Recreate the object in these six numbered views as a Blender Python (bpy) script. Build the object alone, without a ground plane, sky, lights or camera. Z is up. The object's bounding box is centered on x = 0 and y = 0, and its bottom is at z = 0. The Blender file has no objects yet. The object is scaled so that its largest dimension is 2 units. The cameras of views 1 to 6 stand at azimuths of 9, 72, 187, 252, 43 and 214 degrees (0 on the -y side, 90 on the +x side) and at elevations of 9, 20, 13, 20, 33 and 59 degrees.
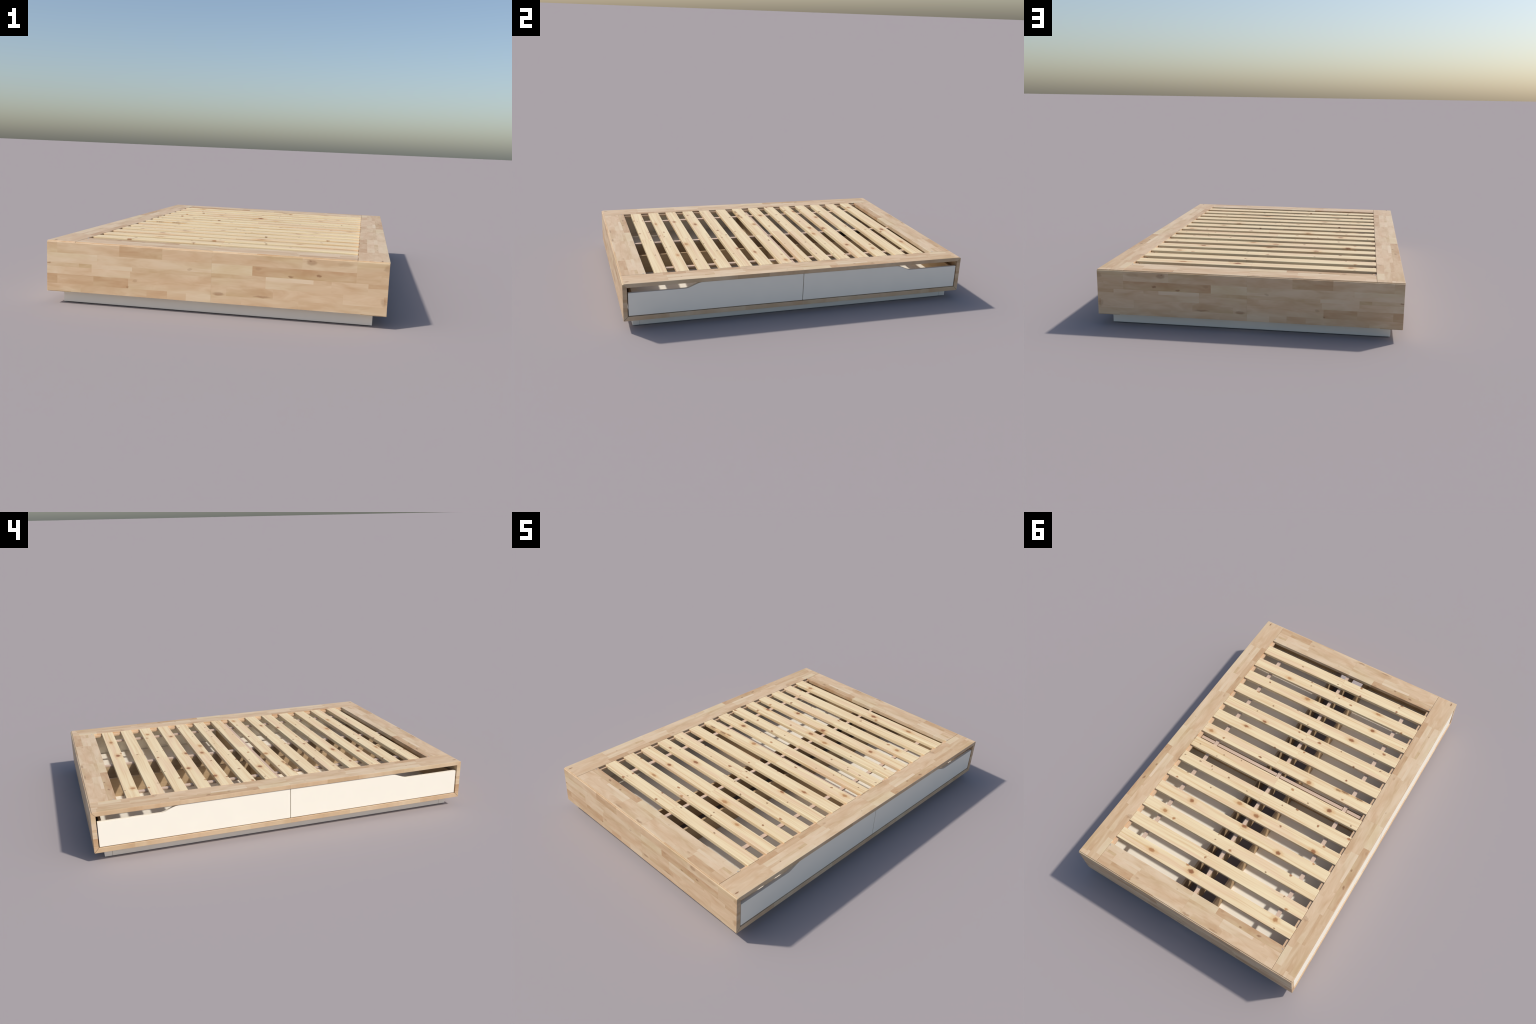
"""Low platform bed: glue-laminated birch frame, four white pull-out drawers,
pine slats on laths, recessed grey plinth.  Metres, z up."""
import bpy, bmesh, math, random
from mathutils import Vector

random.seed(7)

# ------------------------------------------------------------------ sizes
HX, HY, TOP = 0.6945, 1.000, 0.2622      # half width, half length, height
BASE = 0.0508                          # underside of the frame
T = 0.0228                             # thickness of the birch boards
RAIL_IN = 0.572                        # inner edge of the side rails
CROSS_IN = 0.861                       # inner edge of the cross boards
SLATS, SLAT_Y, SLAT_W = 14, 0.779, 0.0695
SLAT_TOP, SLAT_BOTTOM = 0.2624, 0.2428
LATH_X, LATH_W = 0.4465, 0.0225

# ------------------------------------------------------------------ helpers
root = bpy.data.objects.new("platform_bed", None)
bpy.context.scene.collection.objects.link(root)
root["label"] = "low birch platform bed with pine slats and white drawers"
root["category"] = "bed"


def link(obj, parent=root):
    bpy.context.scene.collection.objects.link(obj)
    obj.parent = parent
    return obj


def make(name, bm, mat, parent=root, bevel=0.0, segments=2):
    bmesh.ops.recalc_face_normals(bm, faces=bm.faces)
    if bevel:
        edges = [e for e in bm.edges if len(e.link_faces) == 2 and e.calc_face_angle(0) > 0.5]
        bmesh.ops.bevel(bm, geom=edges, offset=bevel, segments=segments, profile=0.6,
                        affect='EDGES', clamp_overlap=True)
    me = bpy.data.meshes.new(name)
    bm.to_mesh(me)
    bm.free()
    if mat:
        me.materials.append(mat)
    return link(bpy.data.objects.new(name, me), parent)


def add_prism(bm, poly, axis, a, b):
    """Extrude a closed 2D outline along an axis between a and b."""
    def co(p, t):
        if axis == 0:
            return (t, p[0], p[1])
        if axis == 1:
            return (p[0], t, p[1])
        return (p[0], p[1], t)
    n = len(poly)
    lo = [bm.verts.new(co(p, a)) for p in poly]
    hi = [bm.verts.new(co(p, b)) for p in poly]
    bm.faces.new(lo)
    bm.faces.new(list(reversed(hi)))
    for i in range(n):
        j = (i + 1) % n
        bm.faces.new((lo[i], hi[i], hi[j], lo[j]))


def prism(name, poly, axis, a, b, mat, **kw):
    bm = bmesh.new()
    add_prism(bm, poly, axis, a, b)
    return make(name, bm, mat, **kw)


def box(name, x, y, z, mat, **kw):
    return prism(name, [(x[0], y[0]), (x[1], y[0]), (x[1], y[1]), (x[0], y[1])], 2, z[0], z[1], mat, **kw)


# ------------------------------------------------------------------ node helpers
class Tree:
    def __init__(self, name, rough=0.5, spec=0.35):
        self.mat = bpy.data.materials.new(name)
        self.mat.use_nodes = True
        self.t = self.mat.node_tree
        self.n = self.t.nodes
        self.bsdf = self.n["Principled BSDF"]
        self.bsdf.inputs["Roughness"].default_value = rough
        self.bsdf.inputs["Specular IOR Level"].default_value = spec

    def put(self, sock, v):
        if hasattr(v, "is_output"):
            self.t.links.new(v, sock)
        else:
            sock.default_value = v

    def math(self, op, a, b=0.0, c=None, clamp=False):
        m = self.n.new("ShaderNodeMath")
        m.operation = op
        m.use_clamp = clamp
        self.put(m.inputs[0], a)
        self.put(m.inputs[1], b)
        if c is not None:
            self.put(m.inputs[2], c)
        return m.outputs[0]

    def xyz(self):
        tc = self.n.new("ShaderNodeTexCoord")
        s = self.n.new("ShaderNodeSeparateXYZ")
        self.t.links.new(tc.outputs["Object"], s.inputs[0])
        return s.outputs[0], s.outputs[1], s.outputs[2]

    def vec(self, x, y, z=0.0):
        c = self.n.new("ShaderNodeCombineXYZ")
        for i, v in enumerate((x, y, z)):
            self.put(c.inputs[i], v)
        return c.outputs[0]

    def noise(self, v, scale=1.0, detail=2.0, rough=0.5, distort=0.0):
        t = self.n.new("ShaderNodeTexNoise")
        self.put(t.inputs["Vector"], v)
        t.inputs["Scale"].default_value = scale
        t.inputs["Detail"].default_value = detail
        t.inputs["Roughness"].default_value = rough
        t.inputs["Distortion"].default_value = distort
        return t.outputs["Fac"]

    def ramp(self, f, stops, interp='LINEAR'):
        r = self.n.new("ShaderNodeValToRGB")
        r.color_ramp.interpolation = interp
        els = r.color_ramp.elements
        while len(els) < len(stops):
            els.new(1.0)
        for e, (p, c) in zip(els, stops):
            e.position = p
            e.color = tuple(c) + (1,) if hasattr(c, "__len__") else (c, c, c, 1)
        self.put(r.inputs[0], f)
        return r.outputs[0]

    def mixc(self, f, a, b, mode='MIX'):
        m = self.n.new("ShaderNodeMix")
        m.data_type = 'RGBA'
        m.blend_type = mode
        self.put(m.inputs[0], f)
        for s, v in ((m.inputs[6], a), (m.inputs[7], b)):
            self.put(s, v if hasattr(v, "is_output") else tuple(v) + (1,))
        return m.outputs[2]

    def smooth(self, v, a, b, lo=0.0, hi=1.0):
        m = self.n.new("ShaderNodeMapRange")
        m.interpolation_type = 'SMOOTHSTEP'
        self.put(m.inputs[0], v)
        for i, q in enumerate((a, b, lo, hi)):
            m.inputs[i + 1].default_value = q
        return m.outputs[0]

    def spot(self, u, v, cu, cv, ru, rv):
        """Soft elliptical mask, 1 in the middle."""
        du = self.math('DIVIDE', self.math('SUBTRACT', u, cu), ru)
        dv = self.math('DIVIDE', self.math('SUBTRACT', v, cv), rv)
        d = self.math('SQRT', self.math('ADD', self.math('MULTIPLY', du, du), self.math('MULTIPLY', dv, dv)))
        return self.smooth(d, 0.45, 1.15, 1.0, 0.0)

    def finish(self, col, bump=None, strength=0.1, dist=0.001):
        self.put(self.bsdf.inputs["Base Color"], col)
        if bump is not None:
            b = self.n.new("ShaderNodeBump")
            b.inputs["Strength"].default_value = strength
            b.inputs["Distance"].default_value = dist
            self.put(b.inputs["Height"], bump)
            self.t.links.new(b.outputs[0], self.bsdf.inputs["Normal"])
        return self.mat


# ------------------------------------------------------------------ birch
# Glue-laminated birch: rows of staves.  Every row lists where a stave begins
# (metres along the board) and its tone (-1 pale ... +1 dark).
STAVES = [
    (0.2130, [(-1, .10), (-.652, .02), (-.388, .62), (-.204, .16), (0, .22), (.357, .0), (.563, .12)]),
    (0.1735, [(-1, .12), (-.76, -.30), (-.48, -.12), (0, -.42), (.162, .60), (.564, .28), (.66, .34), (.965, .05)]),
    (0.1570, [(-1, .15), (-.72, .18), (-.562, .48), (-.504, -.32), (-.334, .22), (0, .20), (.216, -.55),
              (.40, .15), (.474, -.12), (.612, .58), (.80, .35), (.955, -.35), (.985, .10)]),
    (0.1260, [(-1, .22), (-.76, -.28), (-.62, .02), (-.50, -.15), (-.343, .16), (0, .06), (.216, -.15),
              (.47, -.08), (.612, .10), (.80, .28)]),
    (0.0855, [(-1, .25), (-.78, .75), (-.651, .28), (-.495, .72), (-.348, .12), (0, .15), (.055, .30),
              (.25, .0), (.516, -.22), (.672, .32), (.84, -.32), (.95, .10)]),
    (None,   [(-1, .12), (-.55, .26), (-.269, .48), (-.181, .05), (-.109, -.32), (-.005, -.05), (.123, .12), (.35, .05)]),
]
# knots: along the board, across the board, half length, half width, strength
BIRCH_KNOTS = [
    (-.682, .170, .007, .004, .55), (-.345, .091, .006, .004, .5), (-.315, .119, .010, .007, .25),
    (-.090, .181, .008, .006, .25), (.317, .181, .010, .006, .65), (.427, .192, .011, .007, .7),
    (.395, .243, .022, .014, .45), (.395, .250, .006, .004, .5), (.526, .243, .035, .012, .2),
    (.030, .091, .026, .008, .5), (.205, .092, .036, .005, .45), (.686, .237, .014, .016, .3),
    (.678, .105, .014, .018, .3), (-.974, .184, .015, .0045, .85), (.188, .204, .014, .008, .2),
]


def birch(name, coords, knots=True):
    g = Tree(name, rough=0.48, spec=0.3)
    x, y, z = g.xyz()
    u, v = coords(g, x, y, z)
    f = g.math('MULTIPLY_ADD', u, 0.5, 0.5)
    tone = None
    for edge, staves in reversed(STAVES):
        row = g.ramp(f, [((s + 1) / 2, t * 0.40 + 0.49 + (0.025 if s >= -0.01 else 0.0)) for s, t in staves], 'CONSTANT')
        if tone is None:
            tone = row
        else:
            above = g.math('GREATER_THAN', v, edge)
            m = g.n.new("ShaderNodeMix")
            g.put(m.inputs[0], above)
            g.put(m.inputs[2], tone)
            g.put(m.inputs[3], row)
            tone = m.outputs[0]
    # the two halves of each board come from different planks
    side = g.math('MULTIPLY', g.math('GREATER_THAN', u, 0.0), 7.3)
    us = g.math('ADD', u, side)
    figure = g.noise(g.vec(g.math('MULTIPLY', us, 8.0), g.math('MULTIPLY', v, 30.0), g.math('MULTIPLY', tone, 9.0)), 1.0, 3.0, 0.55, 0.6)
    grain = g.noise(g.vec(g.math('MULTIPLY', us, 14.0), g.math('MULTIPLY', v, 420.0), z), 1.0, 2.0, 0.6)
    hue = g.noise(g.vec(g.math('MULTIPLY', us, 2.6), g.math('MULTIPLY', v, 14.0), g.math('MULTIPLY', tone, 5.0)), 1.0, 1.0)
    k = g.math('ADD', tone, g.math('MULTIPLY', g.math('SUBTRACT', figure, 0.5), 0.78))
    k = g.math('ADD', k, g.math('MULTIPLY', g.math('SUBTRACT', grain, 0.5), 0.10))
    col = g.ramp(k, [(0.10, BIRCH[0]), (0.42, BIRCH[1]), (0.60, BIRCH[2]), (0.90, BIRCH[3])])
    col = g.mixc(g.smooth(hue, 0.42, 0.68, 0.0, 0.55), col, g.mixc(1.0, col, (1.02, 0.955, 0.94), 'MULTIPLY'))
    col = g.mixc(g.smooth(hue, 0.50, 0.30, 0.0, 0.5), col, g.mixc(1.0, col, (0.97, 1.0, 0.90), 'MULTIPLY'))
    if knots:
        wob = g.math('MULTIPLY', g.math('SUBTRACT', g.noise(g.vec(u, v, z), 45.0, 3.0), 0.5), 0.026)
        uw, vw = g.math('ADD', u, wob), g.math('ADD', v, g.math('MULTIPLY', wob, 0.35))
        for cu, cv, ru, rv, s in BIRCH_KNOTS:
            m = g.spot(uw, vw, cu, cv, ru, rv)
            col = g.mixc(g.math('MULTIPLY', m, s), col, (0.25, 0.115, 0.048))
    # hairline glue joint where the two halves meet
    seam = g.smooth(g.math('ABSOLUTE', u), 0.0004, 0.0014, 0.13, 0.0)
    col = g.mixc(seam, col, (0.30, 0.19, 0.11))
    return g.finish(col, grain, 0.05, 0.0004)


BIRCH = [(0.740, 0.592, 0.415), (0.672, 0.503, 0.322), (0.608, 0.428, 0.256), (0.500, 0.308, 0.160)]

birch_panel = birch("birch_panel", lambda g, x, y, z: (x, z))
birch_cross = birch("birch_cross", lambda g, x, y, z: (g.math('MULTIPLY', x, -1.0), g.math('SUBTRACT', 1.074, g.math('ABSOLUTE', y))))
birch_rail = birch("birch_rail", lambda g, x, y, z: (y, g.math('SUBTRACT', g.math('ABSOLUTE', x), 0.4805)))
birch_base = birch("birch_base", lambda g, x, y, z: (y, g.math('SUBTRACT', g.math('ABSOLUTE', x), 0.560)), knots=False)


# ------------------------------------------------------------------ other materials
def plain_wood(name, pale, dark, along, rough=0.55):
    g = Tree(name, rough=rough, spec=0.25)
    p = list(g.xyz())
    s = [26.0, 26.0, 60.0]
    s[along] = 3.0
    v = g.vec(*[g.math('MULTIPLY', c, q) for c, q in zip(p, s)])
    n = g.noise(v, 1.0, 3.0, 0.55, 0.5)
    col = g.ramp(n, [(0.3, pale), (0.72, dark)])
    return g.finish(col, n, 0.05, 0.0004)


def paint(name, rgb, rough):
    g = Tree(name, rough=rough, spec=0.35)
    x, y, z = g.xyz()
    n = g.noise(g.vec(x, y, z), 9.0, 2.0)
    lo = tuple(c * 0.985 for c in rgb)
    return g.finish(g.ramp(n, [(0.3, lo), (0.7, rgb)]), g.noise(g.vec(x, y, z), 260.0, 2.0), 0.02, 0.0003)


white = paint("white_lacquer", (0.96, 0.895, 0.755), 0.42)
floor_white = paint("white_foil", (0.95, 0.885, 0.760), 0.55)
grey = paint("grey_foil", (0.93, 0.865, 0.750), 0.55)
ply_x = plain_wood("drawer_wood_across", (0.56, 0.405, 0.245), (0.48, 0.335, 0.19), 0)
ply_y = plain_wood("drawer_wood_along", (0.56, 0.405, 0.245), (0.48, 0.335, 0.19), 1)
lath_y = plain_wood("lath_wood_along", (0.625, 0.470, 0.360), (0.575, 0.42, 0.31), 1)
lath_x = plain_wood("lath_wood_across", (0.625, 0.470, 0.360), (0.575, 0.42, 0.31), 0)
ledge_wood = plain_wood("ledge_wood", (0.68, 0.475, 0.30), (0.61, 0.405, 0.24), 1)
black = paint("flat_black", (0.004, 0.004, 0.004), 0.6)
steel = paint("zinc_steel", (0.42, 0.47, 0.56), 0.35)
steel.node_tree.nodes["Principled BSDF"].inputs["Metallic"].default_value = 0.6

# knots of each slat: along, across, grade (1 pin, 2 small, 3 large, 4 bark pocket)
SLAT_KNOTS = [
    [(.288, .009, 1), (.020, .021, 1), (-.124, -.028, 2), (-.147, .033, 2), (-.405, -.033, 2), (-.398, -.011, 1), (-.397, .026, 2)],
    [(.313, .015, 3), (.171, -.030, 1), (.162, -.003, 1), (-.059, -.032, 2), (-.039, -.006, 1), (-.129, .005, 2), (-.311, -.020, 3), (-.493, .033, 2)],
    [(.404, -.013, 2), (.130, -.020, 3), (-.335, -.013, 3), (-.549, .009, 1)],
    [(.427, -.030, 2), (.286, .015, 1), (.135, -.033, 1), (.028, .027, 1), (-.258, -.006, 3), (-.473, -.016, 2), (-.419, .012, 1)],
    [(.353, -.021, 1), (.270, .025, 3), (.045, -.017, 2), (-.101, -.011, 2), (-.001, .021, 1), (-.244, -.024, 1), (-.358, .033, 2), (-.507, -.020, 1)],
    [(.349, -.009, 3), (.115, .033, 2), (-.057, -.025, 2), (-.367, .017, 2)],
    [(.517, .009, 3), (.421, .015, 2), (.156, .017, 2), (-.185, .021, 3), (-.360, -.023, 4), (-.402, -.029, 4), (-.489, -.029, 4), (-.407, .020, 2)],
    [(.518, .005, 1), (.350, -.003, 1), (.383, .023, 1), (.238, -.023, 1), (-.127, -.010, 2), (-.250, .022, 1), (-.379, .001, 3), (-.529, .023, 1)],
    [(.554, -.006, 1), (.447, -.015, 1), (.368, -.022, 1), (.355, -.004, 1), (.237, -.007, 1), (.096, .014, 1), (-.130, -.011, 1), (-.218, -.030, 2), (-.373, -.002, 2), (-.561, -.020, 2)],
    [(.505, .025, 2), (.467, -.031, 1), (.292, -.016, 1), (.088, -.016, 3), (-.038, .003, 3), (-.191, -.012, 2), (-.428, .027, 3), (-.464, -.030, 2)],
    [(.336, -.009, 3), (-.016, -.028, 3), (-.266, .015, 3), (-.467, -.030, 2)],
    [(.079, .005, 1), (.079, -.030, 1), (.357, .018, 2), (-.029, .019, 2), (-.394, -.028, 2), (-.268, .026, 1), (.432, .003, 3)],
    [(.066, .004, 2), (-.472, .027, 2), (-.426, -.028, 1)],
    [(.349, .001, 3), (.123, -.031, 2), (.085, -.008, 3), (-.453, -.015, 3), (-.472, .028, 1)],
]
KNOT_SIZE = {1: (.0066, .0052, .82), 2: (.0112, .0080, .92), 3: (.0200, .0120, .9), 4: (.0250, .0066, .85)}


def pine(i):
    g = Tree("pine_slat_wood", rough=0.5, spec=0.3)
    rnd = random.Random(40 + i)
    x, y, z = g.xyz()
    joint = rnd.uniform(-0.06, 0.06)
    half = g.math('GREATER_THAN', x, joint)
    off = g.math('MULTIPLY_ADD', half, 5.7, i * 3.1)
    bend = g.noise(g.vec(g.math('MULTIPLY', x, 3.0), off, 0.0), 1.0, 1.0)
    yy = g.math('ADD', y, g.math('MULTIPLY', bend, 0.02))
    depth = g.math('MULTIPLY', z, 0.6)
    streak = g.noise(g.vec(g.math('MULTIPLY', x, 1.6), g.math('MULTIPLY', g.math('ADD', yy, depth), 95.0), off), 1.0, 3.0, 0.6, 0.3)
    broad = g.noise(g.vec(g.math('MULTIPLY', x, 2.2), g.math('MULTIPLY', yy, 26.0), g.math('ADD', off, 9.0)), 1.0, 1.0)
    k = g.math('ADD', g.math('MULTIPLY', streak, 0.65), g.math('MULTIPLY', broad, 0.35))
    col = g.ramp(k, [(0.34, (0.850, 0.695, 0.428)), (0.50, (0.790, 0.610, 0.365)), (0.63, (0.690, 0.470, 0.235))])
    # pinkish heartwood bands
    col = g.mixc(g.smooth(broad, 0.50, 0.68, 0.0, 0.55), col, (0.780, 0.560, 0.365))
    wob = g.math('MULTIPLY', g.math('SUBTRACT', g.noise(g.vec(x, y, off), 70.0, 3.0), 0.5), 0.016)
    wob2 = g.math('MULTIPLY', g.math('SUBTRACT', g.noise(g.vec(y, x, off), 90.0, 2.0), 0.5), 0.010)
    xw, yw = g.math('ADD', x, wob), g.math('ADD', y, wob2)
    top = g.smooth(z, 0.2535, 0.2612, 0.15, 1.0)
    for cx, cy, grade in SLAT_KNOTS[i]:
        rx, ry, s = KNOT_SIZE[grade]
        rx *= rnd.uniform(0.7, 1.25)
        ry *= rnd.uniform(0.75, 1.25)
        if grade >= 3:
            halo = g.spot(xw, yw, cx, cy, rx * 2.4, ry * 1.8)
            col = g.mixc(g.math('MULTIPLY', halo, 0.45), col, (0.66, 0.38, 0.15))
        t = rnd.random() ** 1.3
        core = (0.26 + 0.24 * t, 0.088 + 0.16 * t, 0.030 + 0.065 * t)
        if grade in (1, 4):
            core = (0.24, 0.115, 0.045)
        col = g.mixc(g.math('MULTIPLY', g.math('MULTIPLY', g.spot(xw, yw, cx, cy, rx, ry), top), s), col, core)
    jl = g.smooth(g.math('ABSOLUTE', g.math('SUBTRACT', x, joint)), 0.0003, 0.0012, 0.25, 0.0)
    col = g.mixc(jl, col, (0.45, 0.29, 0.14))
    return g.finish(col, streak, 0.06, 0.0004)


# ------------------------------------------------------------------ frame
def mirrored(poly, s):
    return [(p[0] * s, p[1]) for p in poly]


# end panels, mitred into the rails top and bottom
panel_section = [(HY, BASE + .0018), (HY, .2566), (HY - .0016, .2586), (HY - .0062, .2586),
                 (HY - T, .2405), (HY - T, .0752)]
for s in (-1, 1):
    prism("end_panel", mirrored(panel_section, s), 0, -HX + .0012, HX - .0012, birch_panel, bevel=0.0007, segments=1)

# top boards end in the mitre: their end grain stands a little proud of the end panels
g0, g1 = HY - .0074, HY - .0066
rail_section = [(-g0, TOP), (-g1, TOP - .0012), (-g1 - .0004, TOP - .0046), (-(HY - T - .0006), TOP - T + .0004),
                ((HY - T - .0006), TOP - T + .0004), (g1 + .0004, TOP - .0046), (g1, TOP - .0012), (g0, TOP)]
for s in (-1, 1):
    prism("side_rail", rail_section, 0, s * RAIL_IN, s * HX, birch_rail, bevel=0.0020)
base_section = [(-(HY - .0006), BASE), (HY - .0006, BASE), (HY - T - .0008, BASE + T + .0014), (-(HY - T - .0008), BASE + T + .0014)]
for s in (-1, 1):
    prism("base_rail", base_section, 0, s * 0.593, s * HX, birch_base, bevel=0.0012)
for s in (-1, 1):
    sec = [(CROSS_IN, TOP), (g0, TOP), (g1, TOP - .0012), (g1 + .0004, TOP - .0046),
           (HY - T - .0006, TOP - T + .0004), (CROSS_IN, TOP - T + .0004)]
    prism("cross_board", mirrored(sec, s), 0, -RAIL_IN + .0012, RAIL_IN - .0012, birch_cross, bevel=0.0016)

# screws that hold the cross boards
bm = bmesh.new()
bmesh.ops.create_cone(bm, cap_ends=True, segments=20, radius1=0.0029, radius2=0.0023, depth=0.0014)
screw = make("screw", bm, steel)
screw.location = (0.566, 0.8755, TOP + 0.0003)
for sx, sy in ((-1, 1), (1, -1), (-1, -1)):
    c = screw.copy()
    c.location = (0.566 * sx, 0.8755 * sy, TOP + 0.0003)
    link(c)

# ledges under the rails that carry the slat ends
for s in (-1, 1):
    box("support_ledge", sorted((s * 0.5555, s * (RAIL_IN + .004))), (-CROSS_IN + .0005, CROSS_IN - .0005), (0.2400, 0.2525), ledge_wood, bevel=0.0006, segments=1)

# ------------------------------------------------------------------ slats
half_len, step = 0.5708, 0.5550
slat_profile = [(-step, SLAT_BOTTOM), (step, SLAT_BOTTOM), (step, .2532), (half_len, .2532), (half_len, SLAT_TOP),
                (-half_len, SLAT_TOP), (-half_len, .2532), (-step, .2532)]
slat0 = prism("slat", slat_profile, 1, -SLAT_W / 2, SLAT_W / 2, None, bevel=0.0022)
slat0.data.materials.append(None)
for i in range(SLATS):
    o = slat0 if i == 0 else link(slat0.copy())
    o.location = (0, -SLAT_Y + 2 * SLAT_Y * i / (SLATS - 1), 0)
    o.material_slots[0].link = 'OBJECT'
    o.material_slots[0].material = pine(i)

# laths that tie the slats together
for s in (-1, 1):
    box("slat_lath", (s * LATH_X - LATH_W / 2, s * LATH_X + LATH_W / 2), (-0.806, 0.806), (0.2338, 0.2426), lath_y, bevel=0.0006, segments=1)
box("slat_lath", (-0.0098, 0.0098), (-0.9765, 0.9765), (0.2338, 0.2426), lath_y, bevel=0.0006, segments=1)

# beams under the slats
box("support_beam", (-0.0094, 0.0094), (-0.9765, 0.9765), (0.140, 0.2336), ply_y, bevel=0.0008, segments=1)
for s in (-1, 1):
    for a, b in ((0.0130, LATH_X - LATH_W / 2 - .003), (LATH_X + LATH_W / 2 + .003, 0.553)):
        box("cross_lath", sorted((s * a, s * b)), (-0.0096, 0.0096), (0.2315, 0.2390), lath_x, bevel=0.0006, segments=1)
    box("cross_beam", sorted((s * 0.0098, s * 0.662)), (-0.0086, 0.0086), (0.110, 0.2312), ply_x, bevel=0.0008, segments=1)
# pure black patch on the beam face, modelled as a thin plate
prism("black_patch", [(0.455, 0.2334), (0.455, 0.194), (0.56, 0.2075), (0.76, 0.2334)], 0, 0.0098, 0.0115, black)

# ------------------------------------------------------------------ plinth
def plinth_end(s):
    o = [(-.642, .950), (.642, .950), (.642, .9125), (.623, .9125), (.623, .931), (-.623, .931), (-.623, .9125), (-.642, .9125)]
    return [(x, y * s) for x, y in o]


for s in (-1, 1):
    prism("plinth_board", plinth_end(s), 2, 0.0, BASE - .0006, grey, bevel=0.0008, segments=1)
for s in (-1, 1):
    box("plinth_board", sorted((s * .623, s * .642)), (-.9115, .9115), (0.0, BASE - .0006), grey, bevel=0.0008, segments=1)


# strip that closes the channel between the drawers at the foot end
box("filler_strip", (-.0965, .0965), (.9505, .9768), (BASE - .0045, BASE - .0008), grey)


# ------------------------------------------------------------------ drawers
def front_outline():
    """Drawer front seen from outside: finger notch at the outer top corner."""
    y0, y1, z0, z1, zn = 0.0018, 0.9722, 0.0786, 0.2378, 0.2082
    pts = [(y0, z0), (y1, z0), (y1, zn)]
    n = 14
    ya, yb = 0.668, 0.578
    for k in range(n + 1):
        t = k / n
        e = t * t * (3 - 2 * t) * 0.7 + t * 0.3
        pts.append((ya + (yb - ya) * t, zn + (z1 - zn) * e))
    pts.append((y0, z1))
    return pts


for sx in (-1, 1):
    for sy in (-1, 1):
        d = link(bpy.data.objects.new("drawer", None))
        d.location = (sx * 0.39, sy * 0.49, 0.08)
        parts = [
            prism("drawer_front", [(y * sy, z) for y, z in front_outline()], 0, sx * 0.6740, sx * 0.6905, white, bevel=0.0010),
            box("drawer_bottom", sorted((sx * 0.1100, sx * 0.6700)), sorted((sy * 0.0350, sy * 0.9498)), (0.0860, 0.0908), floor_white),
            box("drawer_back", sorted((sx * 0.0970, sx * 0.1097)), sorted((sy * 0.0222, sy * 0.9628)), (0.0805, 0.2000), ply_y, bevel=0.0008, segments=1),
        ]
        for a, b in ((0.0222, 0.0347), (0.9502, 0.9628)):
            parts.append(box("drawer_side", sorted((sx * 0.1100, sx * 0.6737)), sorted((sy * a, sy * b)), (0.0805, 0.2000), ply_x, bevel=0.0008, segments=1))
        for p in parts:
            p.parent = d
            p.location = -d.location
            p.matrix_parent_inverse.identity()

for o in bpy.data.objects:
    if o.type == 'MESH':
        for p in o.data.polygons:
            p.use_smooth = False
